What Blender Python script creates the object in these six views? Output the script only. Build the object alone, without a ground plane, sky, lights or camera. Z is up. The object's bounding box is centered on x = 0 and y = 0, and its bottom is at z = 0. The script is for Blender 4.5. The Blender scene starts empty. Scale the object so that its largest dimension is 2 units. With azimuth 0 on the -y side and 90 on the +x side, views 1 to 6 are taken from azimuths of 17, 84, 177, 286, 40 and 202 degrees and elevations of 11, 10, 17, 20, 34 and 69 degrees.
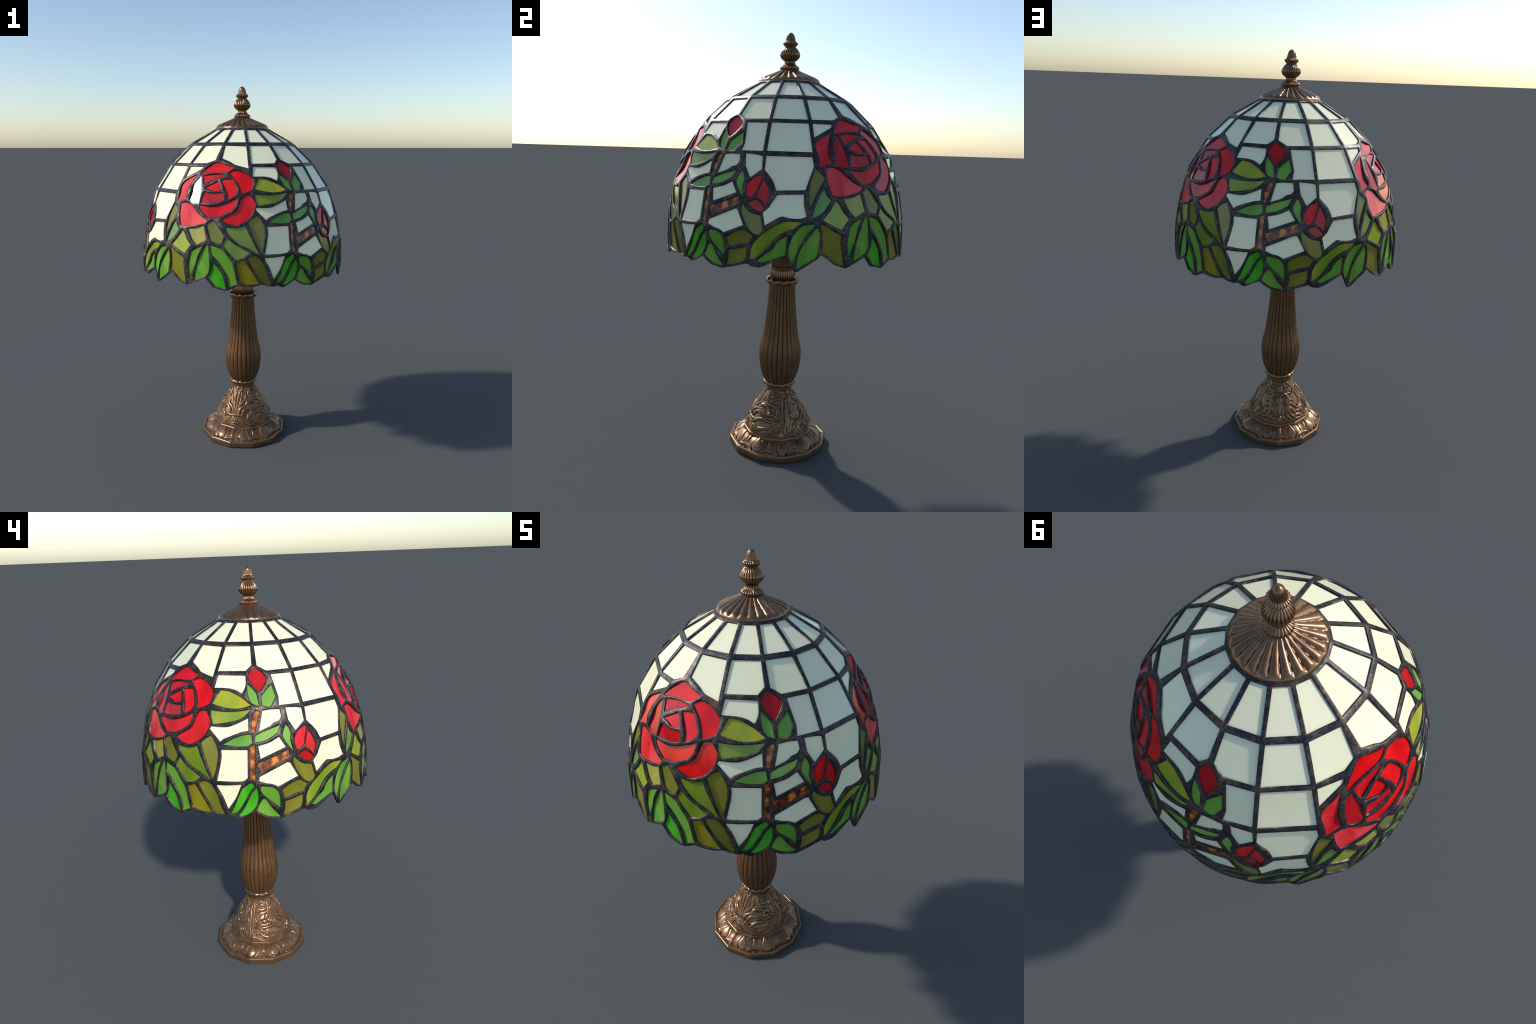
# Stained-glass table lamp: leaded rose dome on a reeded bronze column with an ornamental foot.
import bpy, bmesh, math
import numpy as np
from mathutils import Vector
from mathutils.geometry import delaunay_2d_cdt

AXIS = (0.0008, 0.0042)          # where the lamp's vertical axis stands
RIBS = 15                        # meridians of the dome, 24 degrees apart
SECTOR = 120.0                   # the rose motif is repeated three times
LEAD_TOP, GLASS_DEPTH, GLASS_THICK, LEAD_THICK, CHAMFER = 0.0, 0.0065, 0.003, 0.013, 0.0022

# ---------------------------------------------------------------- materials
def new_mat(name):
    m = bpy.data.materials.new(name)
    m.use_nodes = True
    nt = m.node_tree
    return m, nt, nt.nodes["Principled BSDF"]

def node(nt, kind, **inputs):
    n = nt.nodes.new(kind)
    for k, v in inputs.items():
        n.inputs[k.replace("_", " ")].default_value = v
    return n

def coords(nt, scale=(1, 1, 1), rot=(0, 0, 0)):
    tc = nt.nodes.new("ShaderNodeTexCoord")
    mp = nt.nodes.new("ShaderNodeMapping")
    mp.inputs["Scale"].default_value = scale
    mp.inputs["Rotation"].default_value = rot
    nt.links.new(tc.outputs["Object"], mp.inputs["Vector"])
    return mp.outputs["Vector"]

def noise(nt, vec, scale, detail=3.0, rough=0.5, distortion=0.0):
    n = node(nt, "ShaderNodeTexNoise", Scale=scale, Detail=detail, Roughness=rough, Distortion=distortion)
    nt.links.new(vec, n.inputs["Vector"])
    return n.outputs["Fac"]

def ramp(nt, fac, stops):
    r = nt.nodes.new("ShaderNodeValToRGB")
    e = r.color_ramp.elements
    while len(e) < len(stops):
        e.new(0.5)
    for el, (p, c) in zip(e, stops):
        el.position = p
        el.color = (*c, 1)
    nt.links.new(fac, r.inputs["Fac"])
    return r.outputs["Color"]

def bump(nt, bsdf, height, strength, distance):
    b = node(nt, "ShaderNodeBump", Strength=strength, Distance=distance)
    nt.links.new(height, b.inputs["Height"])
    nt.links.new(b.outputs["Normal"], bsdf.inputs["Normal"])

def glass_mat(name, dark, mid, light, scale=9.0, stretch=(1, 1, 0.45), rough=0.11, distortion=0.6, spread=0.16, detail=3.0):
    """Opalescent art glass: opaque body colour with soft wisps, polished face."""
    m, nt, b = new_mat(name)
    f = noise(nt, coords(nt, stretch), scale, detail, 0.5, distortion)
    nt.links.new(ramp(nt, f, [(0.5 - spread, dark), (0.50, mid), (0.5 + spread, light)]), b.inputs["Base Color"])
    b.inputs["Roughness"].default_value = rough
    b.inputs["IOR"].default_value = 1.5
    return m

def srgb(r, g, b):
    f = lambda c: c / 12.92 if c <= 0.04045 else ((c + 0.055) / 1.055) ** 2.4
    return tuple(f(x / 255.0) for x in (r, g, b))

GLASS = {}
def glass(key, dark, mid, light, **kw):
    GLASS[key] = glass_mat("glass_" + key, srgb(*dark), srgb(*mid), srgb(*light), **kw)

glass("white", (242, 239, 199), (247, 243, 204), (250, 246, 209), scale=4.0)
glass("red", (196, 3, 9), (221, 8, 14), (234, 22, 25), scale=12.0, stretch=(1, 1, 0.5))
glass("red_pale", (206, 22, 30), (226, 44, 50), (238, 74, 78), scale=16.0, stretch=(1, 1, 0.35))
glass("red_deep", (172, 6, 16), (190, 14, 26), (204, 30, 40), scale=12.0)
glass("red_dark", (168, 4, 10), (182, 6, 14), (196, 12, 20), scale=10.0)
glass("leaf_green", (90, 148, 42), (108, 164, 56), (130, 176, 70))
glass("leaf_vivid", (48, 146, 10), (60, 164, 24), (80, 178, 44))
glass("leaf_sage", (86, 132, 60), (106, 148, 66), (122, 152, 66))
glass("leaf_moss", (96, 124, 30), (114, 136, 36), (134, 148, 44))
glass("leaf_olive", (106, 108, 30), (122, 120, 38), (134, 130, 46))
glass("leaf_ochre", (118, 112, 16), (134, 124, 20), (146, 134, 30))
glass("leaf_yellow", (118, 146, 34), (136, 156, 40), (152, 164, 48))
glass("leaf_lime", (120, 166, 40), (156, 162, 44), (172, 168, 40), scale=14.0)
glass("leaf_straw", (150, 152, 62), (166, 162, 70), (178, 170, 78))
glass("amber", (74, 26, 8), (158, 72, 16), (226, 134, 24), scale=34.0, stretch=(1, 1, 1), distortion=0.3, spread=0.14, detail=2.0)


def lead_material():
    m, nt, b = new_mat("lead_came")
    v = coords(nt)
    f = noise(nt, v, 95.0, 5.0, 0.65)
    g = noise(nt, v, 22.0, 2.0, 0.5)
    mx = node(nt, "ShaderNodeMath"); mx.operation = "MULTIPLY_ADD"
    mx.inputs[1].default_value = 0.45
    nt.links.new(g, mx.inputs[0]); 
    sc = node(nt, "ShaderNodeMath"); sc.operation = "MULTIPLY"; sc.inputs[1].default_value = 0.62
    nt.links.new(f, sc.inputs[0]); nt.links.new(sc.outputs[0], mx.inputs[2])
    col = ramp(nt, mx.outputs[0], LEAD_STOPS)
    nt.links.new(col, b.inputs["Base Color"])
    b.inputs["Metallic"].default_value = LEAD_METAL
    b.inputs["Roughness"].default_value = 0.42
    bump(nt, b, f, 0.35, 0.002)
    return m

def bronze_material(name, rough, dark, mid, light, metal=0.85, grain=0.15):
    m, nt, b = new_mat(name)
    v = coords(nt)
    f = noise(nt, v, 26.0, 4.0, 0.6)
    nt.links.new(ramp(nt, f, [(0.3, dark), (0.52, mid), (0.72, light)]), b.inputs["Base Color"])
    b.inputs["Metallic"].default_value = metal
    r = node(nt, "ShaderNodeMapRange")
    r.inputs["To Min"].default_value = rough - 0.05
    r.inputs["To Max"].default_value = rough + 0.08
    nt.links.new(noise(nt, v, 60.0, 3.0, 0.6), r.inputs["Value"])
    nt.links.new(r.outputs["Result"], b.inputs["Roughness"])
    bump(nt, b, noise(nt, v, 160.0, 3.0, 0.6), grain, 0.0008)
    return m

LEAD_METAL = 0.55
LEAD_STOPS = [(0.43, (0.018, 0.019, 0.024)), (0.52, (0.032, 0.033, 0.040)), (0.60, (0.090, 0.064, 0.053)), (0.74, (0.18, 0.118, 0.09))]
BRONZE_SMOOTH = bronze_material("bronze_polished", 0.26, (0.22, 0.122, 0.065), (0.28, 0.160, 0.088), (0.32, 0.186, 0.105), grain=0.05)
BRONZE_FOOT = bronze_material("bronze_foot", 0.26, (0.19, 0.102, 0.052), (0.235, 0.130, 0.068), (0.27, 0.152, 0.082), metal=0.62, grain=0.04)
BRONZE_DULL = bronze_material("bronze_dull", 0.46, (0.155, 0.076, 0.032), (0.190, 0.095, 0.041), (0.215, 0.110, 0.048), metal=0.6, grain=0.06)  # base colour darkened toward the lamp shade's shadow on the upper column

LEAD = lead_material()

# ---------------------------------------------------------------- scene helpers
def empty(name, parent=None):
    o = bpy.data.objects.new(name, None)
    bpy.context.collection.objects.link(o)
    if parent: o.parent = parent
    return o

def mesh_object(name, verts, faces, mat, parent, smooth=60.0):
    me = bpy.data.meshes.new(name)
    me.from_pydata([tuple(map(float, v)) for v in verts], [], [tuple(map(int, f)) for f in faces])
    me.validate()
    me.materials.append(mat)
    if smooth is not None:
        me.shade_smooth()
        if smooth < 180: me.set_sharp_from_angle(angle=math.radians(smooth))
    o = bpy.data.objects.new(name, me)
    bpy.context.collection.objects.link(o)
    o.parent = parent
    return o

def catmull(points, per_span=8, closed=False):
    """Smooth curve through control points (rows of any dimension)."""
    P = np.asarray(points, float)
    n = len(P)
    if n < 3 and not closed:
        t = np.linspace(0, 1, per_span + 1)[:, None]
        return P[0] + (P[-1] - P[0]) * t
    out = []
    for i in range(n if closed else n - 1):
        p1, p2 = P[i % n], P[(i + 1) % n]
        p0 = P[(i - 1) % n] if closed or i > 0 else 2 * p1 - p2
        p3 = P[(i + 2) % n] if closed or i + 2 < n else 2 * p2 - p1
        for k in range(per_span):
            t = k / per_span
            out.append(0.5 * (2 * p1 + (p2 - p0) * t + (2 * p0 - 5 * p1 + 4 * p2 - p3) * t * t + (3 * p1 - p0 - 3 * p2 + p3) * t ** 3))
    if not closed: out.append(P[-1])
    return np.array(out)

def az_dir(az):
    """Azimuth 0 looks along -y, 90 along +x."""
    a = np.radians(az)
    return np.stack([np.sin(a), -np.cos(a)], -1)

def lathe(name, rings, seg, mat, parent, modulate=None, smooth=50.0, cap=True):
    """Surface of revolution; modulate(az, i, r, z) -> radius and height per vertex."""
    R = np.asarray(rings, float)
    az = np.arange(seg) * 360.0 / seg
    d = az_dir(az)
    V = []
    for i, (r, z) in enumerate(R):
        rr, zz = (np.full(seg, r), np.full(seg, z)) if modulate is None else modulate(az, i, r, z)
        V.append(np.column_stack([d * np.asarray(rr)[:, None], zz]))
    V = np.concatenate(V)
    F = []
    n = len(R)
    up = R[-1, 1] >= R[0, 1]
    for i in range(n - 1):
        for j in range(seg):
            k = (j + 1) % seg
            q = (i * seg + j, i * seg + k, (i + 1) * seg + k, (i + 1) * seg + j)
            F.append(q if up else q[::-1])
    if cap:
        lo, hi = list(range(seg)), [(n - 1) * seg + j for j in range(seg)]
        F.append(tuple(reversed(lo)) if up else tuple(lo))
        F.append(tuple(hi) if up else tuple(reversed(hi)))
    return mesh_object(name, V, F, mat, parent, smooth)

lamp = empty("table_lamp")
lamp.location = (*AXIS, 0)
lamp["label"] = "stained glass table lamp with red roses on a bronze foot"
lamp["category"] = "table lamp"

# ---------------------------------------------------------------- dome surface
DOME = np.array([(0.060, 1.826), (0.153, 1.771), (0.2825, 1.697), (0.393, 1.591), (0.4805, 1.459),
                 (0.5290, 1.312), (0.5550, 1.168), (0.5590, 1.05), (0.5590, 0.94)])
def dome_r(z):
    return np.interp(z, DOME[::-1, 1], DOME[::-1, 0])
ARC = np.concatenate([[0], np.cumsum(np.hypot(*np.diff(DOME, axis=0).T))])
def dome_s(z):
    return np.interp(-np.asarray(z, float), -DOME[:, 1], ARC)
def dome_point(az, z, depth=0.0):
    az, z = np.asarray(az, float), np.asarray(z, float)
    e = 0.02
    dr = (dome_r(z + e) - dome_r(z - e)) / (2 * e)
    nl = np.sqrt(1 + dr * dr)
    r = dome_r(z) - depth / nl
    zz = z + depth * dr / nl
    return np.column_stack([az_dir(az) * r[:, None], zz])
def to_plan(az, z):
    """Unroll the dome to an annulus, so the came can be triangulated with holes."""
    a = np.radians(az)
    rho = 0.25 + dome_s(z)
    return np.column_stack([rho * np.cos(a), rho * np.sin(a)])
def from_plan(p):
    rho = np.hypot(p[:, 0], p[:, 1])
    return np.degrees(np.arctan2(p[:, 1], p[:, 0])), -np.interp(rho - 0.25, ARC, -DOME[:, 1])

def outline(ctrl):
    """Corners stay sharp; points marked 1 are passed through smoothly."""
    n = len(ctrl)
    corner = [len(c) == 2 for c in ctrl]
    pts = [np.array(c[:2], float) for c in ctrl]
    if not any(corner):
        return catmull(pts, 5, True)
    k0 = corner.index(True)
    order = [(k0 + i) % n for i in range(n)] + [k0]
    out, run = [], [pts[k0]]
    for idx in order[1:]:
        run.append(pts[idx])
        if corner[idx]:
            if len(run) == 2: out.append(run[0])
            else: out.extend(list(catmull(run, 4)[:-1]))
            run = [pts[idx]]
    return np.array(out)

def offset_metric(azz, dist):
    """Offset a closed (azimuth, z) outline outwards by dist metres along the dome."""
    z = azz[:, 1]
    k = math.pi / 180 * dome_r(z.mean())
    q = np.column_stack([azz[:, 0] * k, -dome_s(z)])
    area = np.sum(q[:, 0] * np.roll(q[:, 1], -1) - np.roll(q[:, 0], -1) * q[:, 1])
    e = np.roll(q, -1, 0) - q
    L = np.maximum(np.linalg.norm(e, axis=1), 1e-6)
    nrm = np.column_stack([e[:, 1], -e[:, 0]]) / L[:, None] * (1 if area > 0 else -1)
    prev = np.roll(nrm, 1, 0)
    m = nrm + prev
    ml = np.maximum(np.linalg.norm(m, axis=1), 0.5)
    m = m / ml[:, None]
    c = np.clip(np.sum(m * nrm, axis=1), 0.55, 1)
    q2 = q + m * (dist / c)[:, None]
    s = -q2[:, 1]
    return np.column_stack([q2[:, 0] / k, -np.interp(s, ARC, -DOME[:, 1])])

PANES = []
def pane(name, colour, ctrl, facing=None):
    """facing: (azimuth, elevation) of a pane that was set slightly askew."""
    PANES.append((name, colour, outline(ctrl), facing))

# crown row: plain trapezoids between the meridians, one sector's worth
for i in range(RIBS // 3):
    a, b = i * 24.0, (i + 1) * 24.0
    pane("white_pane", "white", [(a + 2.6, 1.7700), (b - 2.6, 1.7700), (b - 1.45, 1.7015), (a + 1.45, 1.7015)])

pane("petal", "red", [(-10.9, 1.542), (-8.7, 1.568, 1), (-4.2, 1.597, 1), (0.3, 1.606, 1), (6.6, 1.594, 1), (12.9, 1.581), (10.8, 1.568, 1), (8.4, 1.558), (1.8, 1.555, 1), (-4.4, 1.553, 1)])
pane("petal", "red", [(9.8, 1.553), (13.2, 1.567, 1), (16.4, 1.566, 1), (20.6, 1.553, 1), (24.4, 1.529, 1), (25.1, 1.507, 1), (24.3, 1.477), (21.3, 1.465), (17.7, 1.455), (16.6, 1.487, 1), (14.3, 1.518, 1)])
pane("petal", "red", [(7.6, 1.334), (10.6, 1.352, 1), (15.5, 1.382, 1), (18, 1.436, 1), (20.5, 1.451, 1), (23.1, 1.451), (25.5, 1.414, 1), (24.4, 1.372, 1), (21.3, 1.338, 1), (17.4, 1.318, 1), (14.6, 1.312, 1), (10.5, 1.319, 1)])
pane("petal", "red", [(-6, 1.401), (1.2, 1.398, 1), (8.3, 1.413, 1), (16.2, 1.44), (15.1, 1.41, 1), (13.4, 1.384, 1), (6.2, 1.351, 1), (-0.3, 1.344), (-3.9, 1.37, 1), (-5.8, 1.388)])
pane("petal", "red_pale", [(-19.2, 1.406), (-15.4, 1.411, 1), (-11.1, 1.4), (-7.4, 1.37, 1), (-4.6, 1.35, 1), (-0.6, 1.332), (-2.4, 1.317, 1), (-8, 1.304, 1), (-13.4, 1.297, 1), (-16.8, 1.301), (-18.3, 1.343, 1)])
pane("petal", "red_pale", [(-13.1, 1.546), (-15.2, 1.512, 1), (-16.4, 1.473, 1), (-15.9, 1.427), (-21.8, 1.412), (-22, 1.447, 1), (-23, 1.493, 1), (-20.5, 1.518, 1)])
pane("petal", "red_deep", [(-9.5, 1.531), (-6.8, 1.473), (-6.9, 1.409), (-11.1, 1.409), (-13.8, 1.424), (-13.5, 1.461, 1), (-13.2, 1.501, 1)], facing=(-12.7, 26.5))
pane("petal", "red_deep", [(-8.1, 1.538), (-1.7, 1.548, 1), (4, 1.549, 1), (8.1, 1.542), (0.1, 1.52, 1), (-6, 1.498)])
pane("petal", "red", [(-5, 1.482), (2.9, 1.517), (4.8, 1.499, 1), (6.3, 1.475), (4.4, 1.47, 1), (1.6, 1.467, 1), (-1.2, 1.476, 1)])
pane("petal", "red", [(4.9, 1.52), (8, 1.526, 1), (11.7, 1.527), (14.1, 1.5, 1), (15.7, 1.468), (13.7, 1.446, 1), (10, 1.431), (8.7, 1.47, 1)])
pane("petal", "red_deep", [(-4.4, 1.465), (0.7, 1.46, 1), (7.1, 1.462), (7.9, 1.426), (1.7, 1.415, 1), (-5.7, 1.413), (-5.2, 1.444, 1)])
pane("white_pane", "white", [(1.5, 1.687), (22.5, 1.687), (22.9, 1.575), (13.7, 1.592, 1), (9.2, 1.607, 1), (2.4, 1.623)])
pane("white_pane", "white", [(25.5, 1.688), (46.5, 1.688), (46.9, 1.618), (43, 1.598), (25.1, 1.597)])
pane("white_pane", "white", [(26.1, 1.584), (43.1, 1.583), (43.2, 1.551, 1), (42.2, 1.529, 1), (41.1, 1.516), (37.3, 1.53, 1), (32.5, 1.536, 1), (25.3, 1.536)])
pane("white_pane", "white", [(49.5, 1.688), (70.5, 1.688), (70.9, 1.597), (55.8, 1.596), (50.2, 1.615)])
pane("white_pane", "white", [(73.5, 1.688), (94.5, 1.688), (94.9, 1.597), (73.1, 1.597)])
pane("white_pane", "white", [(97.5, 1.687), (118.5, 1.688), (117.3, 1.614), (111.5, 1.599), (97.1, 1.597)])
pane("white_pane", "white", [(58, 1.583), (71, 1.583), (71.1, 1.467), (59.7, 1.467), (60.3, 1.498)])
pane("white_pane", "white", [(73.1, 1.584), (94.9, 1.584), (95.1, 1.467), (72.9, 1.468)])
pane("white_pane", "white", [(97.1, 1.583), (109.6, 1.583), (108.7, 1.569), (96.9, 1.525)])
pane("white_pane", "white", [(62.7, 1.458), (68.2, 1.454, 1), (71.3, 1.448), (71.6, 1.397), (66.4, 1.361), (63.4, 1.408)])
pane("white_pane", "white", [(72.9, 1.45), (94.9, 1.45), (95.3, 1.412), (91.1, 1.321), (78.6, 1.316), (76.8, 1.355, 1), (72.8, 1.395)])
pane("white_pane", "white", [(79.1, 1.301), (90.5, 1.305), (90.6, 1.262, 1), (91.6, 1.219), (89.3, 1.211), (85.4, 1.211, 1), (81.5, 1.218), (79.4, 1.209, 1), (74.6, 1.181), (73.5, 1.229), (75.8, 1.25)])
pane("white_pane", "white", [(26.3, 1.391), (33.1, 1.391, 1), (36.8, 1.398, 1), (44.2, 1.424), (44.2, 1.376), (40.5, 1.37, 1), (33.2, 1.346, 1), (31.1, 1.332), (25.8, 1.381)])
pane("white_pane", "white", [(51.2, 1.451), (55.3, 1.455, 1), (59.8, 1.453), (60.2, 1.423), (59, 1.409), (56.2, 1.402), (54.4, 1.39, 1), (49.1, 1.373)])
pane("white_pane", "white", [(48.3, 1.315), (53.8, 1.328, 1), (58.1, 1.346), (61, 1.303), (49.2, 1.262), (48.8, 1.289)])
pane("white_pane", "white", [(48.4, 1.189), (61.1, 1.241), (62.3, 1.238), (65.4, 1.178), (56.4, 1.141), (53.8, 1.154, 1), (51.1, 1.16, 1), (48.2, 1.172)])
pane("white_pane", "white", [(31.5, 1.301), (43.6, 1.301), (43.3, 1.186), (41.5, 1.173), (37.6, 1.17, 1), (29.8, 1.171), (31.7, 1.264, 1)])
pane("white_pane", "white", [(29.7, 1.154), (34.4, 1.155, 1), (40.5, 1.159), (37.8, 1.098, 1), (34.2, 1.047), (32.2, 1.101, 1), (29.5, 1.149)])
pane("leaf_pane", "leaf_lime", [(29.2, 1.529), (34.7, 1.525, 1), (41, 1.502, 1), (45.8, 1.473), (40.5, 1.463, 1), (34.9, 1.463, 1), (29.4, 1.471, 1), (25.8, 1.479)])
pane("leaf_pane", "leaf_yellow", [(25.7, 1.454), (32.9, 1.451, 1), (39.6, 1.453, 1), (45.8, 1.458), (43.3, 1.438, 1), (39.9, 1.42, 1), (34.4, 1.409, 1), (27.3, 1.4), (26, 1.428)])
pane("bud_petal", "red_dark", [(48.2, 1.607, 1), (52.4, 1.595, 1), (55, 1.571, 1), (53.4, 1.547, 1), (50.5, 1.521), (48.3, 1.533, 1), (44.7, 1.572, 1), (45.6, 1.594, 1)])
pane("sepal", "leaf_green", [(44, 1.553), (46.7, 1.535, 1), (48.8, 1.516), (49.9, 1.469), (46.1, 1.481, 1), (44.3, 1.513, 1)])
pane("sepal", "leaf_green", [(57.5, 1.546), (58.9, 1.501), (55.6, 1.465), (53.7, 1.464), (51.3, 1.471), (51.5, 1.506), (54.2, 1.525, 1)])
pane("stem_pane", "amber", [(48, 1.453), (49.7, 1.449), (47.1, 1.369), (45.5, 1.373), (46.1, 1.438)])
pane("leaf_pane", "leaf_green", [(32.4, 1.322), (37.2, 1.346, 1), (42.1, 1.36, 1), (45.4, 1.361), (45.9, 1.328), (43.7, 1.316), (38.8, 1.315, 1), (35.1, 1.319, 1)])
pane("leaf_pane", "leaf_green", [(47.3, 1.356), (51.9, 1.373, 1), (59.3, 1.391), (57.6, 1.362), (52.4, 1.338, 1), (47, 1.329)])
pane("leaf_pane", "leaf_green", [(62, 1.392), (63.4, 1.374, 1), (63.9, 1.352, 1), (63.4, 1.328, 1), (64.2, 1.281), (61.3, 1.32, 1), (59.9, 1.347, 1), (60.6, 1.37, 1)])
pane("stem_pane", "amber", [(47.7, 1.242), (62.1, 1.29), (62.7, 1.26), (49.3, 1.209), (48.1, 1.221)])
pane("stem_pane", "amber", [(44.8, 1.313), (46.9, 1.32), (46.5, 1.175), (44.5, 1.178)])
pane("leaf_pane", "leaf_vivid", [(44.9, 1.165, 1), (45.9, 1.15, 1), (44.1, 1.126, 1), (41.9, 1.088, 1), (39.9, 1.055, 1), (38, 1.034), (35.3, 1.025), (37.9, 1.076, 1), (40.5, 1.135, 1), (43.3, 1.158, 1)])
pane("leaf_pane", "leaf_vivid", [(47.1, 1.143), (47.6, 1.107, 1), (47.1, 1.075, 1), (45.3, 1.044, 1), (42.3, 1.022, 1), (40, 1.016), (38.9, 1.022), (41.1, 1.048, 1), (43.8, 1.099, 1), (44.7, 1.117, 1)])
pane("leaf_pane", "leaf_green", [(49.1, 1.15), (53.6, 1.143, 1), (56.1, 1.124, 1), (57, 1.093, 1), (57, 1.047), (54.1, 1.073, 1), (49.9, 1.109, 1), (48.7, 1.135, 1)])
pane("leaf_pane", "leaf_green", [(49.8, 1.095), (51.2, 1.086, 1), (53.5, 1.05, 1), (57.1, 1.007), (53.7, 1.008, 1), (50.2, 1.018, 1), (46.8, 1.041), (48.2, 1.074, 1)])
pane("leaf_pane", "leaf_olive", [(58, 1.126), (61.7, 1.149, 1), (65.7, 1.161, 1), (67.6, 1.152, 1), (69.8, 1.137), (67.8, 1.105), (64.6, 1.102, 1), (59.4, 1.088)])
pane("leaf_pane", "leaf_olive", [(59.1, 1.074), (63.6, 1.084, 1), (67.4, 1.094), (67.3, 1.057), (66.4, 1.035), (63.1, 1.023, 1), (59.8, 1.014), (58.4, 1.015), (59.1, 1.046, 1)])
pane("leaf_pane", "leaf_olive", [(64.3, 1.262), (65.8, 1.246, 1), (68.4, 1.227, 1), (72.6, 1.218), (73.9, 1.163), (72.7, 1.148, 1), (70.6, 1.144, 1), (68, 1.16, 1), (65.2, 1.2, 1), (63.9, 1.238, 1)])
pane("bud_petal", "red", [(71.9, 1.378), (72.4, 1.368), (71.4, 1.346, 1), (70, 1.309, 1), (68.3, 1.291, 1), (66.8, 1.285), (65.7, 1.294, 1), (65.1, 1.315, 1), (65.5, 1.336, 1), (67.7, 1.361, 1), (69.7, 1.371, 1)])
pane("bud_petal", "red", [(72.9, 1.359), (74.8, 1.329, 1), (75.8, 1.301, 1), (75.1, 1.276, 1), (74.3, 1.253), (72.2, 1.28, 1), (70.3, 1.292), (71, 1.323, 1)])
pane("bud_petal", "red_dark", [(66.8, 1.268), (68.3, 1.274, 1), (69.7, 1.279), (71.9, 1.269, 1), (73.8, 1.247, 1), (72.9, 1.236, 1), (70.9, 1.235, 1), (69.1, 1.244, 1), (67.4, 1.257, 1)])
pane("leaf_pane", "leaf_yellow", [(89, 1.194), (84.1, 1.2, 1), (79, 1.183, 1), (72.2, 1.133, 1), (69.4, 1.091, 1), (69, 1.041), (72.4, 1.06, 1), (75.7, 1.092, 1), (79.2, 1.134, 1), (83.2, 1.16, 1), (86.5, 1.172)])
pane("leaf_pane", "leaf_green", [(83.9, 1.145), (83.2, 1.067), (78.2, 1.048, 1), (74.1, 1.033), (72.9, 1.034), (71.8, 1.04), (74.8, 1.066, 1), (78.1, 1.089, 1), (80, 1.12, 1)])
pane("leaf_pane", "leaf_green", [(95.2, 1.191), (90.9, 1.185, 1), (89.1, 1.177, 1), (86.1, 1.141, 1), (84.5, 1.09, 1), (85, 1.058, 1), (86.1, 1.035), (87.7, 1.068, 1), (89.6, 1.114, 1), (92.8, 1.159, 1), (94.6, 1.177)])
pane("leaf_pane", "leaf_green", [(96.2, 1.18), (97.4, 1.154, 1), (97.3, 1.114, 1), (96.4, 1.061), (88, 1.009), (88.5, 1.064, 1), (90.1, 1.104, 1), (93.4, 1.147, 1)])
pane("leaf_pane", "leaf_olive", [(97.5, 1.19), (99.5, 1.185, 1), (107.2, 1.143), (107, 1.112, 1), (108.4, 1.023), (104.6, 1.034, 1), (101.3, 1.06, 1), (98.1, 1.08), (98.6, 1.114, 1), (98.3, 1.157, 1)])
pane("leaf_pane", "leaf_olive", [(96, 1.404), (100.3, 1.37), (96.5, 1.312, 1), (93.2, 1.251), (92.6, 1.299, 1), (93.4, 1.35, 1)])
pane("leaf_pane", "leaf_sage", [(99.8, 1.326), (100.9, 1.3, 1), (102.6, 1.283), (100.2, 1.25, 1), (98.2, 1.231, 1), (93.9, 1.211), (95.2, 1.255, 1), (97.9, 1.309, 1)])
pane("leaf_pane", "leaf_lime", [(104.9, 1.283), (107.1, 1.258, 1), (108.2, 1.238, 1), (110.9, 1.21), (107.3, 1.166), (104, 1.179, 1), (98.6, 1.206), (101.9, 1.243, 1)])
pane("leaf_pane", "leaf_straw", [(-11.6, 1.287), (-6.7, 1.294, 1), (-2.2, 1.309), (-0.5, 1.237), (-5.7, 1.213), (-8.7, 1.238, 1), (-10.6, 1.269, 1)])
pane("leaf_pane", "leaf_olive", [(-0.9, 1.312), (0.7, 1.322, 1), (2.4, 1.33), (3.9, 1.322, 1), (6.4, 1.293, 1), (9, 1.259), (7.6, 1.228), (5.6, 1.224), (1.9, 1.235), (0.5, 1.272, 1)])
pane("leaf_pane", "leaf_green", [(-2.4, 1.211), (-4.5, 1.167, 1), (-6, 1.121, 1), (-9.2, 1.052), (-10.2, 1.103, 1), (-9.6, 1.149, 1), (-8.2, 1.184, 1)])
pane("leaf_pane", "leaf_green", [(0.5, 1.221), (1.6, 1.151, 1), (1.3, 1.089, 1), (-0.2, 1.067), (-3.4, 1.05, 1), (-6.9, 1.037), (-6, 1.096, 1), (-4, 1.155, 1), (-1.4, 1.201, 1)])
pane("leaf_pane", "leaf_green", [(2.2, 1.214), (5.2, 1.207, 1), (8.1, 1.196, 1), (11.5, 1.159, 1), (13.8, 1.118, 1), (15.7, 1.03), (11.7, 1.014), (10.9, 1.06, 1), (7.9, 1.109, 1), (5.3, 1.143, 1), (2.2, 1.174)])
pane("leaf_pane", "leaf_vivid", [(3.4, 1.135), (6.6, 1.099, 1), (8.6, 1.067, 1), (10, 1.003), (4.8, 1.015), (0.7, 1.056), (2.6, 1.092, 1)])
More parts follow.
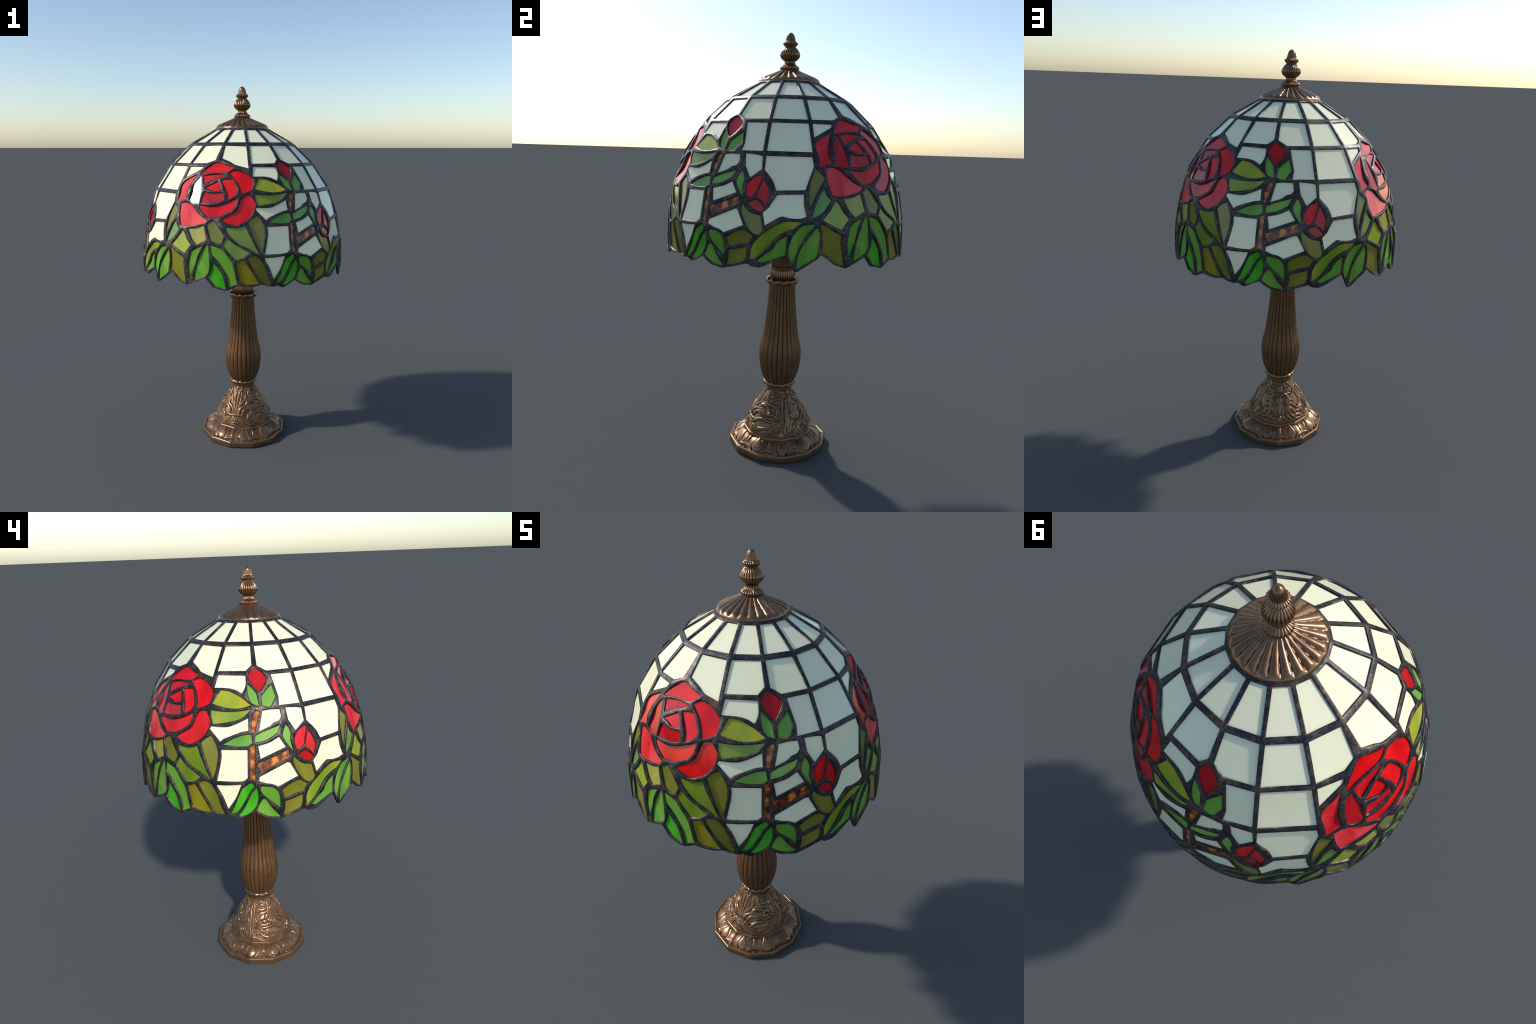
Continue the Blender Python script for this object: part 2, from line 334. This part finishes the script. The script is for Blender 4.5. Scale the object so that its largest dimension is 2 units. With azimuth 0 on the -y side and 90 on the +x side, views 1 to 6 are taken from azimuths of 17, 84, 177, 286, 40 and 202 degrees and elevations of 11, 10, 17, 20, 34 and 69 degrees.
pane("leaf_pane", "leaf_moss", [(9.7, 1.301), (14.3, 1.298, 1), (17.7, 1.303, 1), (19.9, 1.311), (21.7, 1.27, 1), (27, 1.171), (21.6, 1.201, 1), (15.7, 1.228, 1), (10.9, 1.272, 1)])
pane("leaf_pane", "leaf_olive", [(26.6, 1.355), (28.8, 1.328, 1), (30.2, 1.29, 1), (29.4, 1.223, 1), (27.8, 1.176), (25, 1.233, 1), (21.4, 1.321), (23.4, 1.339, 1)])
pane("leaf_pane", "leaf_moss", [(10.4, 1.253), (13.6, 1.227, 1), (17.5, 1.206, 1), (22, 1.182), (18.5, 1.157, 1), (14.6, 1.148), (11.4, 1.181, 1), (8.4, 1.218)])
pane("leaf_pane", "leaf_ochre", [(15.2, 1.134), (19.2, 1.148), (21.5, 1.113, 1), (26.8, 1.03), (23.5, 1.025, 1), (19.9, 1.028, 1), (17, 1.039), (16.5, 1.068, 1)])
pane("leaf_pane", "leaf_olive", [(20.9, 1.154), (23.9, 1.167), (26.8, 1.159, 1), (29.7, 1.11, 1), (30.9, 1.07, 1), (32.8, 1.021), (30.2, 1.025, 1), (27.8, 1.039), (24.5, 1.087, 1)])
RIM = [(-11.0, 1.011), (-7.6, 1.024), (-0.4, 1.053), (3.6, 1.008), (9.6, 0.995), (11.4, 0.998), (16.0, 1.02), (19.9, 1.017), (24.0, 1.016), (28.1, 1.025), (30.9, 1.016), (33.9, 1.012), (36.0, 1.017), (39.1, 1.004), (43.0, 1.022), (45.9, 1.037), (48.2, 1.02), (51.2, 1.005), (56.6, 0.997), (61.8, 1.01), (67.8, 1.027), (69.6, 1.016), (72.5, 1.013), (74.8, 1.02), (78.4, 1.039), (83.8, 1.065), (87.2, 1.0), (88.4, 1.002), (96.4, 1.052), (98.0, 1.069), (100.5, 1.054), (104.3, 1.027)]

# ---------------------------------------------------------------- lamp shade: glass
shade = empty("lamp_shade", lamp)
def slab(name, colour, loop, facing=None):
    P = dome_point(*offset_metric(loop, 0.002).T)
    c = P.mean(0)
    _, _, vt = np.linalg.svd(P - c)
    n = vt[2]
    out = np.array([c[0], c[1], max(0.0, (c[2] - 1.2)) * 0.8])
    if n @ out < 0: n = -n
    if facing:
        e = math.radians(facing[1])
        n = np.append(az_dir(facing[0]) * math.cos(e), math.sin(e))
    flat = P - np.outer((P - c) @ n, n)
    top, bot = flat - n * GLASS_DEPTH, flat - n * (GLASS_DEPTH + GLASS_THICK)
    k = len(flat)
    nz = np.sum(np.cross(top - top.mean(0), np.roll(top, -1, 0) - top.mean(0)), 0) @ n
    ids = list(range(k)) if nz > 0 else list(reversed(range(k)))
    faces = [tuple(ids), tuple(reversed([i + k for i in ids]))]
    for i in range(k):
        a, b = ids[i], ids[(i + 1) % k]
        faces.append((b, a, a + k, b + k))
    return mesh_object(name, np.concatenate([top, bot]), faces, GLASS[colour], shade, smooth=None)

for name, colour, loop, facing in PANES:
    o = slab(name, colour, loop, facing)
    for k in (1, 2):
        twin = o.copy()
        twin.rotation_euler = (0, 0, math.radians(SECTOR * k))
        bpy.context.collection.objects.link(twin)

# ---------------------------------------------------------------- lamp shade: lead came
def build_came():
    loops, kinds = [], []
    rim = np.concatenate([np.array(RIM) + (SECTOR * k, 0) for k in range(3)])
    loops.append(rim); kinds.append("rim")
    crown = np.array([(i * 24.0, 1.786) for i in range(RIBS)])
    loops.append(crown); kinds.append("crown")
    inner = []
    for name, colour, loop, facing in PANES:
        for k in range(3):
            loops.append(offset_metric(loop, CHAMFER) + (SECTOR * k, 0)); kinds.append("pane")
            inner.append(loop + (SECTOR * k, 0))
    plan, edges, faces, start = [], [], [], []
    for lp in loops:
        s = len(plan); start.append(s)
        plan += [Vector(p) for p in to_plan(lp[:, 0], lp[:, 1])]
        n = len(lp)
        q = to_plan(lp[:, 0], lp[:, 1])
        ccw = np.sum(q[:, 0] * np.roll(q[:, 1], -1) - np.roll(q[:, 0], -1) * q[:, 1]) > 0
        ids = [s + i for i in range(n)]
        faces.append(ids if ccw else ids[::-1])
    v2, e2, f2, ov, oe, of = delaunay_2d_cdt(plan, edges, faces, 0, 1e-7, True)
    v2 = np.array([tuple(v) for v in v2])
    where = {}
    for i, o in enumerate(ov):
        for j in o: where[j] = i
    azs, zs = from_plan(v2)
    # vertices that came from an input loop keep its exact position
    top = dome_point(azs, zs)
    bot = dome_point(azs, zs, LEAD_THICK)
    N = len(v2)
    V = [*top, *bot]
    F = []
    lead = []
    for f, o in zip(f2, of):
        ks = {kinds[i] for i in o}
        if "rim" in ks and "crown" not in ks and "pane" not in ks:
            lead.append(f)
    def outward(tri):
        a, b, c = (top[i] for i in tri[:3])
        n = np.cross(b - a, c - a)
        m = (a + b + c) / 3
        return n @ np.array([m[0], m[1], 0.35]) > 0
    edge_count = {}
    for f in lead:
        f = list(f) if outward(f) else list(reversed(f))
        F.append(tuple(f))
        F.append(tuple(i + N for i in reversed(f)))
        for i in range(len(f)):
            a, b = f[i], f[(i + 1) % len(f)]
            edge_count[(a, b)] = edge_count.get((a, b), 0) + 1
    # chamfer and wall around every pane opening
    done = set()
    for li, lp in enumerate(inner):
        s = start[li + 2]
        n = len(lp)
        ring = [where.get(s + i) for i in range(n)]
        lip = dome_point(lp[:, 0], lp[:, 1], CHAMFER * 0.75)
        low = dome_point(lp[:, 0], lp[:, 1], LEAD_THICK)
        base = len(V)
        V.extend(lip); V.extend(low)
        for i in range(n):
            j = (i + 1) % n
            a, b = ring[i], ring[j]
            if a is None or b is None or a == b: continue
            q = (a, b, base + j, base + i)
            if (a, b) in edge_count: q = tuple(reversed(q)); 
            w = (base + i, base + j, base + n + j, base + n + i)
            if (a, b) in edge_count: w = tuple(reversed(w))
            F.append(q); F.append(w)
            # narrow ledge joining wall foot and underside
            u = (base + n + i, base + n + j, b + N, a + N)
            if (a, b) in edge_count: u = tuple(reversed(u))
            F.append(u)
            done.add((a, b)); done.add((b, a))
    for (a, b) in list(edge_count):
        if (b, a) not in edge_count and (a, b) not in done:
            F.append((b, a, a + N, b + N))
    return mesh_object("lead_came", V, F, LEAD, shade, smooth=58.0)
build_came()

# ---------------------------------------------------------------- crown cap and finial
CAP_LOBES = 23
def smoothstep(a, b, x):
    t = np.clip((x - a) / (b - a), 0, 1)
    return t * t * (3 - 2 * t)
def cap_modulate(az, i, r, z):
    t = np.clip((r - 0.03) / 0.11, 0, 1)
    ph = (az - 126.0) * CAP_LOBES / 360.0 + 0.25 * (1 - t)
    u = np.abs((ph % 1.0) - 0.5) * 2                     # 0 on the ridge, 1 in the groove
    lift = (1 - u ** 2.2) ** 0.8 - 0.55
    amp = 0.0088 * np.clip(r / 0.12, 0.15, 1) * (1.0 - 0.85 * smoothstep(0.128, 0.1425, r))
    return r + lift * amp * 0.45, z + lift * amp
cap_profile = [(0.1425, 1.7700), (0.1440, 1.7740), (0.1432, 1.780), (0.1395, 1.7858), (0.1325, 1.7905), (0.1230, 1.7950), (0.108, 1.8020), (0.092, 1.8095), (0.076, 1.8165), (0.061, 1.8235), (0.05, 1.829), (0.038, 1.835), (0.02, 1.838)]
lathe("shade_cap", catmull(cap_profile, 3), CAP_LOBES * 16, BRONZE_SMOOTH, lamp, cap_modulate, smooth=75)

def reeded(count, depth, z0, z1, fade=0.01, soft=False):
    def f(az, i, r, z):
        u = np.abs(((az * count / 360.0) % 1.0) - 0.5) * 2
        k = np.clip(min((z - z0), (z1 - z)) / fade, 0, 1)
        groove = u ** 2.2 if soft else 1 - np.sqrt(np.clip(1 - u ** 2.0, 0, 1))
        return r - depth * k * groove, np.full_like(az, z)
    return f
finial_profile = [(0.036, 1.834), (0.0415, 1.836), (0.0445, 1.841), (0.0435, 1.847), (0.036, 1.853), (0.029, 1.858), (0.0255, 1.864), (0.0245, 1.869), (0.0255, 1.874), (0.034, 1.880),
                  (0.0425, 1.889), (0.0462, 1.899), (0.0455, 1.906), (0.0410, 1.917), (0.0320, 1.929), (0.0250, 1.935), (0.0250, 1.938), (0.0310, 1.945), (0.0345, 1.951), (0.0320, 1.955), (0.0265, 1.959),
                  (0.0235, 1.964), (0.0205, 1.975), (0.0175, 1.985), (0.0145, 1.991), (0.0085, 1.997), (0.0035, 1.9994), (0.0006, 2.0000)]
def finial_modulate(az, i, r, z):
    return reeded(24, 0.0042 * min(1, r / 0.04), 1.835, 1.986, 0.006, True)(az, i, r, z)
lathe("finial", catmull(finial_profile, 4), 24 * 12, BRONZE_SMOOTH, lamp, finial_modulate, smooth=80)

# ---------------------------------------------------------------- column
column_profile = [(0.0692, 0.325), (0.0767, 0.336), (0.0862, 0.358), (0.0957, 0.387), (0.1022, 0.425), (0.1049, 0.462), (0.1027, 0.495), (0.0967, 0.526), (0.0892, 0.560), (0.0812, 0.615), (0.0724, 0.695), (0.0672, 0.755), (0.0634, 0.818), (0.0617, 0.838)]
lathe("column", catmull(column_profile, 6), 24 * 14, BRONZE_DULL, lamp, reeded(24, 0.0070, 0.30, 0.90, 0.02), smooth=80)

def rope_ring(name, z, R, thick, height, count, wob, mat):
    """Moulded ring with irregular rolled beads around it."""
    rings = []
    n = 14
    for i in range(n + 1):
        a = -math.pi / 2 + math.pi * i / n
        rings.append((R - thick + thick * math.cos(a), z + height * math.sin(a)))
    def f(az, i, r, zz):
        ph = az * count / 360.0
        b = np.abs(np.sin(np.pi * ph + 0.35 * np.sin(2 * np.pi * az / 120.0)))
        k = max(0.0, (r - (R - thick)) / thick)
        return r - wob * k * (1 - b) ** 1.4 , zz + 0.35 * wob * k * np.sin(2 * np.pi * ph)
    return lathe(name, rings, 300, mat, lamp, f, smooth=80)
rope_ring("neck_ring", 0.322, 0.0815, 0.017, 0.0125, 14, 0.0045, BRONZE_SMOOTH)
rope_ring("collar_ring", 0.844, 0.0815, 0.021, 0.019, 11, 0.0065, BRONZE_SMOOTH)

cup_profile = [(0.030, 0.857), (0.0590, 0.8590), (0.0615, 0.8625), (0.0605, 0.875), (0.0590, 0.893), (0.0570, 0.899), (0.030, 0.900)]
lathe("socket_cup", cup_profile, 30 * 10, BRONZE_SMOOTH, lamp, reeded(30, 0.004, 0.858, 0.9, 0.004), smooth=60)
bead = [(0.050, 0.9035), (0.0610, 0.9045), (0.0640, 0.909), (0.0638, 0.913), (0.0605, 0.9175), (0.050, 0.9185)]
lathe("socket_bead", catmull(bead, 3), 96, BRONZE_SMOOTH, lamp, None, smooth=80)
sleeve = [(0.0570, 0.895), (0.0570, 0.950), (0.0570, 1.010), (0.040, 1.022), (0.020, 1.026)]
lathe("socket_sleeve", catmull(sleeve, 4), 30 * 8, BRONZE_DULL, lamp, reeded(30, 0.003, 0.89, 1.0, 0.004), smooth=80)
husk = [(0.050, 0.962), (0.074, 0.966), (0.083, 0.976), (0.084, 1.000), (0.080, 1.022), (0.060, 1.036), (0.012, 1.040)]
lathe("socket_husk", catmull(husk, 4), 96, BRONZE_DULL, lamp, None, smooth=80)
rod = [(0.0125, 1.02), (0.0125, 1.80)]
lathe("support_rod", rod, 32, BRONZE_SMOOTH, lamp, None, smooth=60)

# ---------------------------------------------------------------- foot
def twelve(az):
    """Radius factor of a regular twelve-sided outline (1 at the corners)."""
    return math.cos(math.radians(15)) / np.cos(np.radians((az % 30.0) - 15.0))
def foot_mesh():
    """Twelve-sided plate: flat rim, gutter, then ten gadroons alternating with ten hollow tongues."""
    seg = 1080
    az = np.arange(seg) * (360.0 / seg)
    d, p = az_dir(az), twelve(az)
    V = []
    def ring(r, z):
        V.append(np.column_stack([d * (r * p)[:, None], np.broadcast_to(z, (seg,))]))
    for r, z in [(0.238, 0.0), (0.2430, 0.0010), (0.2446, 0.0040), (0.2448, 0.0270), (0.2440, 0.0310), (0.2410, 0.0340), (0.2370, 0.0345), (0.2345, 0.0338), (0.2330, 0.0315)]:
        ring(r, z)
    r0, r1 = 0.2325, 0.1740
    xl_ang = np.radians(((az - 18.0 + 18.0) % 36.0) - 18.0)  # angle from the nearest gadroon
    xf_ang = np.radians(((az + 18.0) % 36.0) - 18.0)         # angle from the nearest hollow
    for r in np.linspace(r0, r1, 84):
        t = (r0 - r) / (r0 - r1)
        body = 0.035 + 0.042 * (1 - (1 - t) ** 1.45)
        gutter = 0.0300 + 0.004 * t
        xl, xf = xl_ang * r, xf_ang * r
        w = 0.0195 + 0.0075 * math.cos(math.pi * np.clip((t - 0.30) / 0.62, -0.5, 1)) 
        u = np.clip(np.abs(xl) / w, 0, 1)
        tip = 0.03 + 0.24 * (1 - np.sqrt(1 - u ** 2))
        on = (np.abs(xl) < w) * smoothstep(-0.02, 0.03, t - tip)
        bulge = 0.0075 * np.sqrt(1 - u ** 2) * np.sqrt(np.clip((t - tip) / 0.22, 0, 1)) * (1 - 0.35 * t)
        half = np.pi * r / 10 - w - 0.0015
        uf = np.abs(xf) / half
        foot = 0.20 - 0.17 * np.clip(uf, 0, 1) ** 2
        onf = smoothstep(1.04, 0.98, uf) * smoothstep(-0.015, 0.02, t - foot)
        hollow = -0.0048 * np.clip(1 - (uf / 0.85) ** 2, 0, 1) * smoothstep(0.0, 0.15, t - foot)
        tongue = 0.0042 * np.sqrt(np.clip(1 - (xf / 0.0075) ** 2, 0, 1)) * smoothstep(0.40, 0.50, t) * smoothstep(1.02, 0.92, t)
        seam = np.where(t > 0.22, body - 0.0035, gutter)
        boss = 0.006 * np.sqrt(np.clip(1 - (xf / 0.010) ** 2 - ((t - 0.085) / 0.075) ** 2, 0, 1))
        z = seam * (1 - np.maximum(on, onf)) + on * (body + bulge) + onf * (1 - on) * (body + hollow + tongue)
        low = np.where((on + onf) < 0.5, gutter + boss, 0)
        z = np.where(t < np.minimum(np.where(np.abs(xl) < w, tip, 9), np.where(uf < 1.02, foot, 9)) - 0.01, np.maximum(np.minimum(z, gutter + 0.004), low), z)
        ring(r, z)
    for r, z in [(0.1735, 0.0790), (0.1730, 0.0850), (0.1715, 0.0872), (0.1690, 0.0882), (0.1600, 0.0900), (0.150, 0.0905), (0.05, 0.0905)]:
        ring(r, z)
    n = len(V)
    F = [(i * seg + j, i * seg + (j + 1) % seg, (i + 1) * seg + (j + 1) % seg, (i + 1) * seg + j) for i in range(n - 1) for j in range(seg)]
    F.append(tuple(reversed(range(seg))))
    F.append(tuple((n - 1) * seg + j for j in range(seg)))
    return mesh_object("foot_plate", np.concatenate(V), F, BRONZE_FOOT, lamp, smooth=55)
foot_mesh()

# relief of the foot cone: raised scrolls, sprays and acanthus, given as strokes
# (half width in millimetres at start and end, then (azimuth, height) along the stroke);
# the ornament is mirrored left-right about the front
STROKES = []
def stroke(w0, w1, pts):
    STROKES.append((w0 * 0.00112, w1 * 0.00112, pts))
stroke(6, 6, [(-5, 0.152), (5, 0.148), (15, 0.147), (25, 0.145)])
stroke(6, 4, [(2, 0.156), (-0, 0.193), (-1, 0.231), (-5, 0.266)])
stroke(6, 4, [(5, 0.154), (6, 0.195), (11, 0.233), (12, 0.265)])
stroke(5, 4, [(6, 0.174), (11, 0.205), (25, 0.235), (28, 0.250)])
stroke(5, 3, [(11, 0.200), (20, 0.220), (32, 0.232)])
stroke(5, 5, [(-12, 0.282), (-10, 0.289), (-6, 0.289)])
stroke(5, 5, [(4, 0.267), (11, 0.277), (14, 0.289)])
stroke(6, 4, [(-3, 0.243), (3, 0.262), (3, 0.277)])
stroke(9, 6, [(7, 0.153), (10, 0.178), (20, 0.194), (38, 0.201), (53, 0.191), (54, 0.179)])
stroke(8, 6, [(15, 0.154), (20, 0.175), (32, 0.186), (39, 0.177), (38, 0.164)])
stroke(5, 4, [(11, 0.137), (19, 0.116), (34, 0.101), (51, 0.100), (70, 0.111), (84, 0.123)])
stroke(4, 4, [(15, 0.137), (23, 0.121), (34, 0.109), (51, 0.109)])
stroke(9, 5, [(27, 0.134), (36, 0.152), (51, 0.160), (77, 0.153)])
stroke(5, 5, [(-0, 0.134), (1, 0.114), (8, 0.106)])
stroke(4, 4, [(3, 0.133), (6, 0.118), (12, 0.108)])
stroke(5, 7, [(32, 0.229), (45, 0.229), (72, 0.220), (81, 0.202), (79, 0.181)])
stroke(6, 4, [(46, 0.275), (38, 0.248), (44, 0.234), (58, 0.229)])
stroke(6, 4, [(47, 0.270), (44, 0.251), (49, 0.236), (61, 0.229), (77, 0.230)])
stroke(7, 3, [(56, 0.253), (70, 0.265), (87, 0.265)])
stroke(6, 3, [(67, 0.247), (77, 0.253), (88, 0.255)])
stroke(6, 4, [(58, 0.280), (64, 0.275), (81, 0.279)])
stroke(5, 6, [(25, 0.221), (45, 0.227), (62, 0.226), (77, 0.224), (84, 0.209), (81, 0.192), (73, 0.189)])
stroke(9, 7, [(23, 0.196), (36, 0.217), (53, 0.215), (59, 0.204), (56, 0.193)])
stroke(8, 6, [(18, 0.157), (24, 0.181), (38, 0.191), (48, 0.184), (47, 0.174)])
stroke(11, 11, [(60, 0.183), (64, 0.187), (68, 0.186)])
stroke(10, 5, [(74, 0.187), (80, 0.175), (86, 0.171)])
stroke(8, 6, [(29, 0.148), (45, 0.160), (61, 0.157), (74, 0.156), (87, 0.158)])
stroke(5, 4, [(29, 0.124), (45, 0.115), (61, 0.101), (74, 0.103), (88, 0.120)])
stroke(7, 4, [(42, 0.118), (57, 0.125), (70, 0.141), (81, 0.154)])
stroke(8, 5, [(57, 0.107), (68, 0.117), (76, 0.131)])
stroke(7, 4, [(78, 0.127), (86, 0.133), (90, 0.141)])
stroke(4, 4, [(86, 0.222), (92, 0.220), (95, 0.230)])
stroke(7, 5, [(110, 0.247), (103, 0.212), (101, 0.166), (97, 0.134), (96, 0.117), (100, 0.103), (109, 0.100), (114, 0.109), (110, 0.120)])
stroke(5, 5, [(111, 0.210), (105, 0.165), (102, 0.133)])
stroke(5, 4, [(98, 0.272), (94, 0.226), (93, 0.180), (90, 0.135)])
stroke(7, 5, [(103, 0.244), (112, 0.251), (118, 0.241), (112, 0.223)])
stroke(5, 5, [(130, 0.266), (124, 0.228), (121, 0.190), (127, 0.168), (134, 0.168)])
stroke(9, 6, [(112, 0.193), (115, 0.181), (119, 0.173)])
stroke(7, 5, [(143, 0.254), (156, 0.235), (143, 0.228)])
stroke(7, 5, [(137, 0.154), (121, 0.149), (115, 0.132), (121, 0.113)])
stroke(7, 5, [(146, 0.142), (128, 0.135), (125, 0.112)])
stroke(7, 5, [(151, 0.124), (136, 0.120), (129, 0.105)])
stroke(6, 6, [(179, 0.277), (170, 0.276), (156, 0.278)])
stroke(5, 4, [(156, 0.280), (143, 0.276), (146, 0.264), (156, 0.261), (160, 0.269)])
stroke(5, 4, [(141, 0.276), (132, 0.255), (147, 0.250), (161, 0.254)])
stroke(9, 9, [(179, 0.267), (179, 0.242)])
stroke(5, 5, [(169, 0.265), (189, 0.244)])
stroke(6, 5, [(179, 0.239), (169, 0.241), (157, 0.246), (142, 0.238)])
stroke(9, 6, [(180, 0.225), (165, 0.228), (157, 0.216), (155, 0.196), (158, 0.170), (157, 0.135), (150, 0.114)])
stroke(8, 5, [(153, 0.204), (142, 0.190)])
stroke(9, 5, [(155, 0.188), (144, 0.170), (138, 0.156)])
stroke(9, 5, [(156, 0.167), (148, 0.145), (142, 0.131)])
stroke(8, 5, [(158, 0.143), (154, 0.126), (145, 0.114)])
stroke(9, 6, [(165, 0.134), (162, 0.121), (157, 0.108)])
stroke(6, 4, [(164, 0.210), (161, 0.190), (169, 0.178)])
stroke(6, 4, [(164, 0.175), (164, 0.153), (170, 0.140)])
stroke(10, 10, [(180, 0.216), (180, 0.133)])
stroke(6, 6, [(187, 0.211), (187, 0.193)])
stroke(5, 5, [(187, 0.181), (188, 0.130)])
stroke(9, 5, [(180, 0.119), (169, 0.119), (167, 0.104)])
stroke(12, 9, [(180, 0.124), (180, 0.104)])
stroke(5, 5, [(123, 0.273), (124, 0.249), (133, 0.229), (143, 0.224)])
stroke(5, 6, [(115, 0.252), (118, 0.199), (121, 0.181), (116, 0.172), (132, 0.169)])
stroke(4, 4, [(112, 0.106), (102, 0.116), (108, 0.172), (107, 0.212), (107, 0.259)])
stroke(8, 6, [(133, 0.144), (124, 0.137), (125, 0.118), (133, 0.114), (141, 0.125)])
stroke(6, 4, [(117, 0.117), (123, 0.102), (137, 0.103), (152, 0.110)])

def frond(spine, barbs, reach, w, lean=0.5):
    """Feathered leaf: paired short barbs along a spine (reach and lean in metres along the cone)."""
    c = catmull(spine, 10)
    for i in range(barbs):
        k = int((i + 0.5) / barbs * (len(c) - 2))
        a, z = c[k]
        r = np.interp(z, [0.09, 0.29], [0.165, 0.064])
        t = np.array([(c[k + 1][0] - a) * math.pi / 180 * r, c[k + 1][1] - z])
        t /= max(1e-6, np.linalg.norm(t))
        for side in (1, -1):
            v = (t * lean + np.array([-t[1], t[0]]) * side * (1 - lean)) * reach * (1 - 0.5 * i / barbs)
            stroke(w, w * 0.7, [(a, z), (a + math.degrees(v[0] * 0.6 / r), z + v[1] * 0.6), (a + math.degrees(v[0] / r), z + v[1] * 0.9)])

for az, top in ((-3, 0.272), (12, 0.270), (27, 0.258)):             # ears of the front spray
    frond([(az, top - 0.045), (az + 1, top - 0.02), (az + 2, top)], 6, 0.009, 2.6, 0.62)
frond([(47, 0.270), (44, 0.251), (49, 0.236), (61, 0.229), (77, 0.230)], 7, 0.015, 3.4)
frond([(36, 0.204), (53, 0.202), (60, 0.193)], 4, 0.014, 4.0)
frond([(42, 0.118), (57, 0.120), (70, 0.128), (86, 0.142)], 7, 0.014, 3.4)
frond([(124, 0.115), (122, 0.140), (134, 0.160)], 5, 0.013, 3.4)
frond([(155, 0.205), (157, 0.170), (156, 0.135), (150, 0.114)], 7, 0.016, 3.6, 0.35)
frond([(110, 0.285), (118, 0.262), (124, 0.235)], 5, 0.010, 2.8)
frond([(82, 0.283), (84, 0.262), (86, 0.245)], 4, 0.010, 2.8)

CONE = np.array([(0.1635, 0.088), (0.1610, 0.102), (0.1550, 0.118), (0.1245, 0.178), (0.1065, 0.209), (0.0890, 0.238), (0.0715, 0.268), (0.0640, 0.283), (0.0630, 0.291), (0.0640, 0.300), (0.066, 0.315)])
def cone_mesh():
    prof = catmull(CONE, 24)
    half = 481
    az = np.linspace(0, 180, half)
    d = az_dir(az)
    zz = prof[:, 1]
    order = np.argsort(CONE[:, 1])
    cone_r = lambda z: np.interp(z, CONE[order, 1], CONE[order, 0])
    fac = 1 + (twelve(az)[None, :] * 1.02 - 1) * smoothstep(0.15, 0.09, zz)[:, None]
    rad = prof[:, 0][:, None] * fac
    P = np.stack([rad * d[None, :, 0], rad * d[None, :, 1], np.repeat(zz[:, None], half, 1)], -1)
    flat = P.reshape(-1, 3)
    H, G = np.zeros(len(flat)), np.zeros(len(flat))
    AZ = np.repeat(az[None, :], len(zz), 0).ravel()
    for w0, w1, pts in STROKES:
        c = catmull(pts, 9)
        for sign in (1, -1):
            a = c[:, 0] * sign
            if sign == -1:
                a = np.where(a < -180, a + 360, a)
                if a.max() < -25 and a.min() > -155: continue
                if a.min() <= -155: a = a + 360
            if a.max() < -20 or a.min() > 200: continue
            r = cone_r(c[:, 1])
            q = np.column_stack([az_dir(a) * r[:, None], c[:, 1]])
            s = np.linspace(0, 1, len(q))
            w = (w0 + (w1 - w0) * s) * (0.55 + 0.45 * np.clip(np.minimum(s, 1 - s) * 6, 0, 1))
            lo, hi = a.min() - 12, a.max() + 12
            sel = np.where((AZ > lo) & (AZ < hi))[0]
            if len(sel) == 0: continue
            X = flat[sel]
            best = np.full(len(sel), 1e9); wk = np.zeros(len(sel))
            for i in range(len(q) - 1):                      # nearest distance in stroke widths
                e = q[i + 1] - q[i]
                f = np.clip(((X - q[i]) @ e) / max(e @ e, 1e-12), 0, 1)
                wi = w[i] + (w[i + 1] - w[i]) * f
                D = np.linalg.norm(X - q[i] - f[:, None] * e, axis=1) / wi
                m = D < best
                best[m] = D[m]; wk[m] = wi[m]
            h = (0.0012 + 0.78 * wk) * np.clip(1 - best ** 2, 0, 1) ** 0.42
            H[sel] = np.maximum(H[sel], h)
            G[sel] = np.maximum(G[sel], smoothstep(0.0028, 0.0006, (best - 1) * wk))
    H = np.where(H > 0, H, -0.0016 * G)
    H = H.reshape(len(zz), half) * smoothstep(0.295, 0.284, zz)[:, None] * RELIEF
    # push along the cone normal
    out = np.stack([np.repeat(d[None, :, 0], len(zz), 0) * 0.86, np.repeat(d[None, :, 1], len(zz), 0) * 0.86, np.full(H.shape, 0.5)], -1)
    Q = P + out * H[..., None]
    full = np.concatenate([Q, (Q[:, ::-1] * np.array([-1, 1, 1]))[:, 1:-1]], 1)
    m, n = full.shape[:2]
    F = [(i * n + j, i * n + (j + 1) % n, (i + 1) * n + (j + 1) % n, (i + 1) * n + j) for i in range(m - 1) for j in range(n)]
    F.append(tuple(reversed(range(n))))
    F.append(tuple((m - 1) * n + j for j in range(n)))
    return mesh_object("ornament_cone", full.reshape(-1, 3), F, BRONZE_FOOT, lamp, smooth=70)
RELIEF = 0.9
cone_mesh()
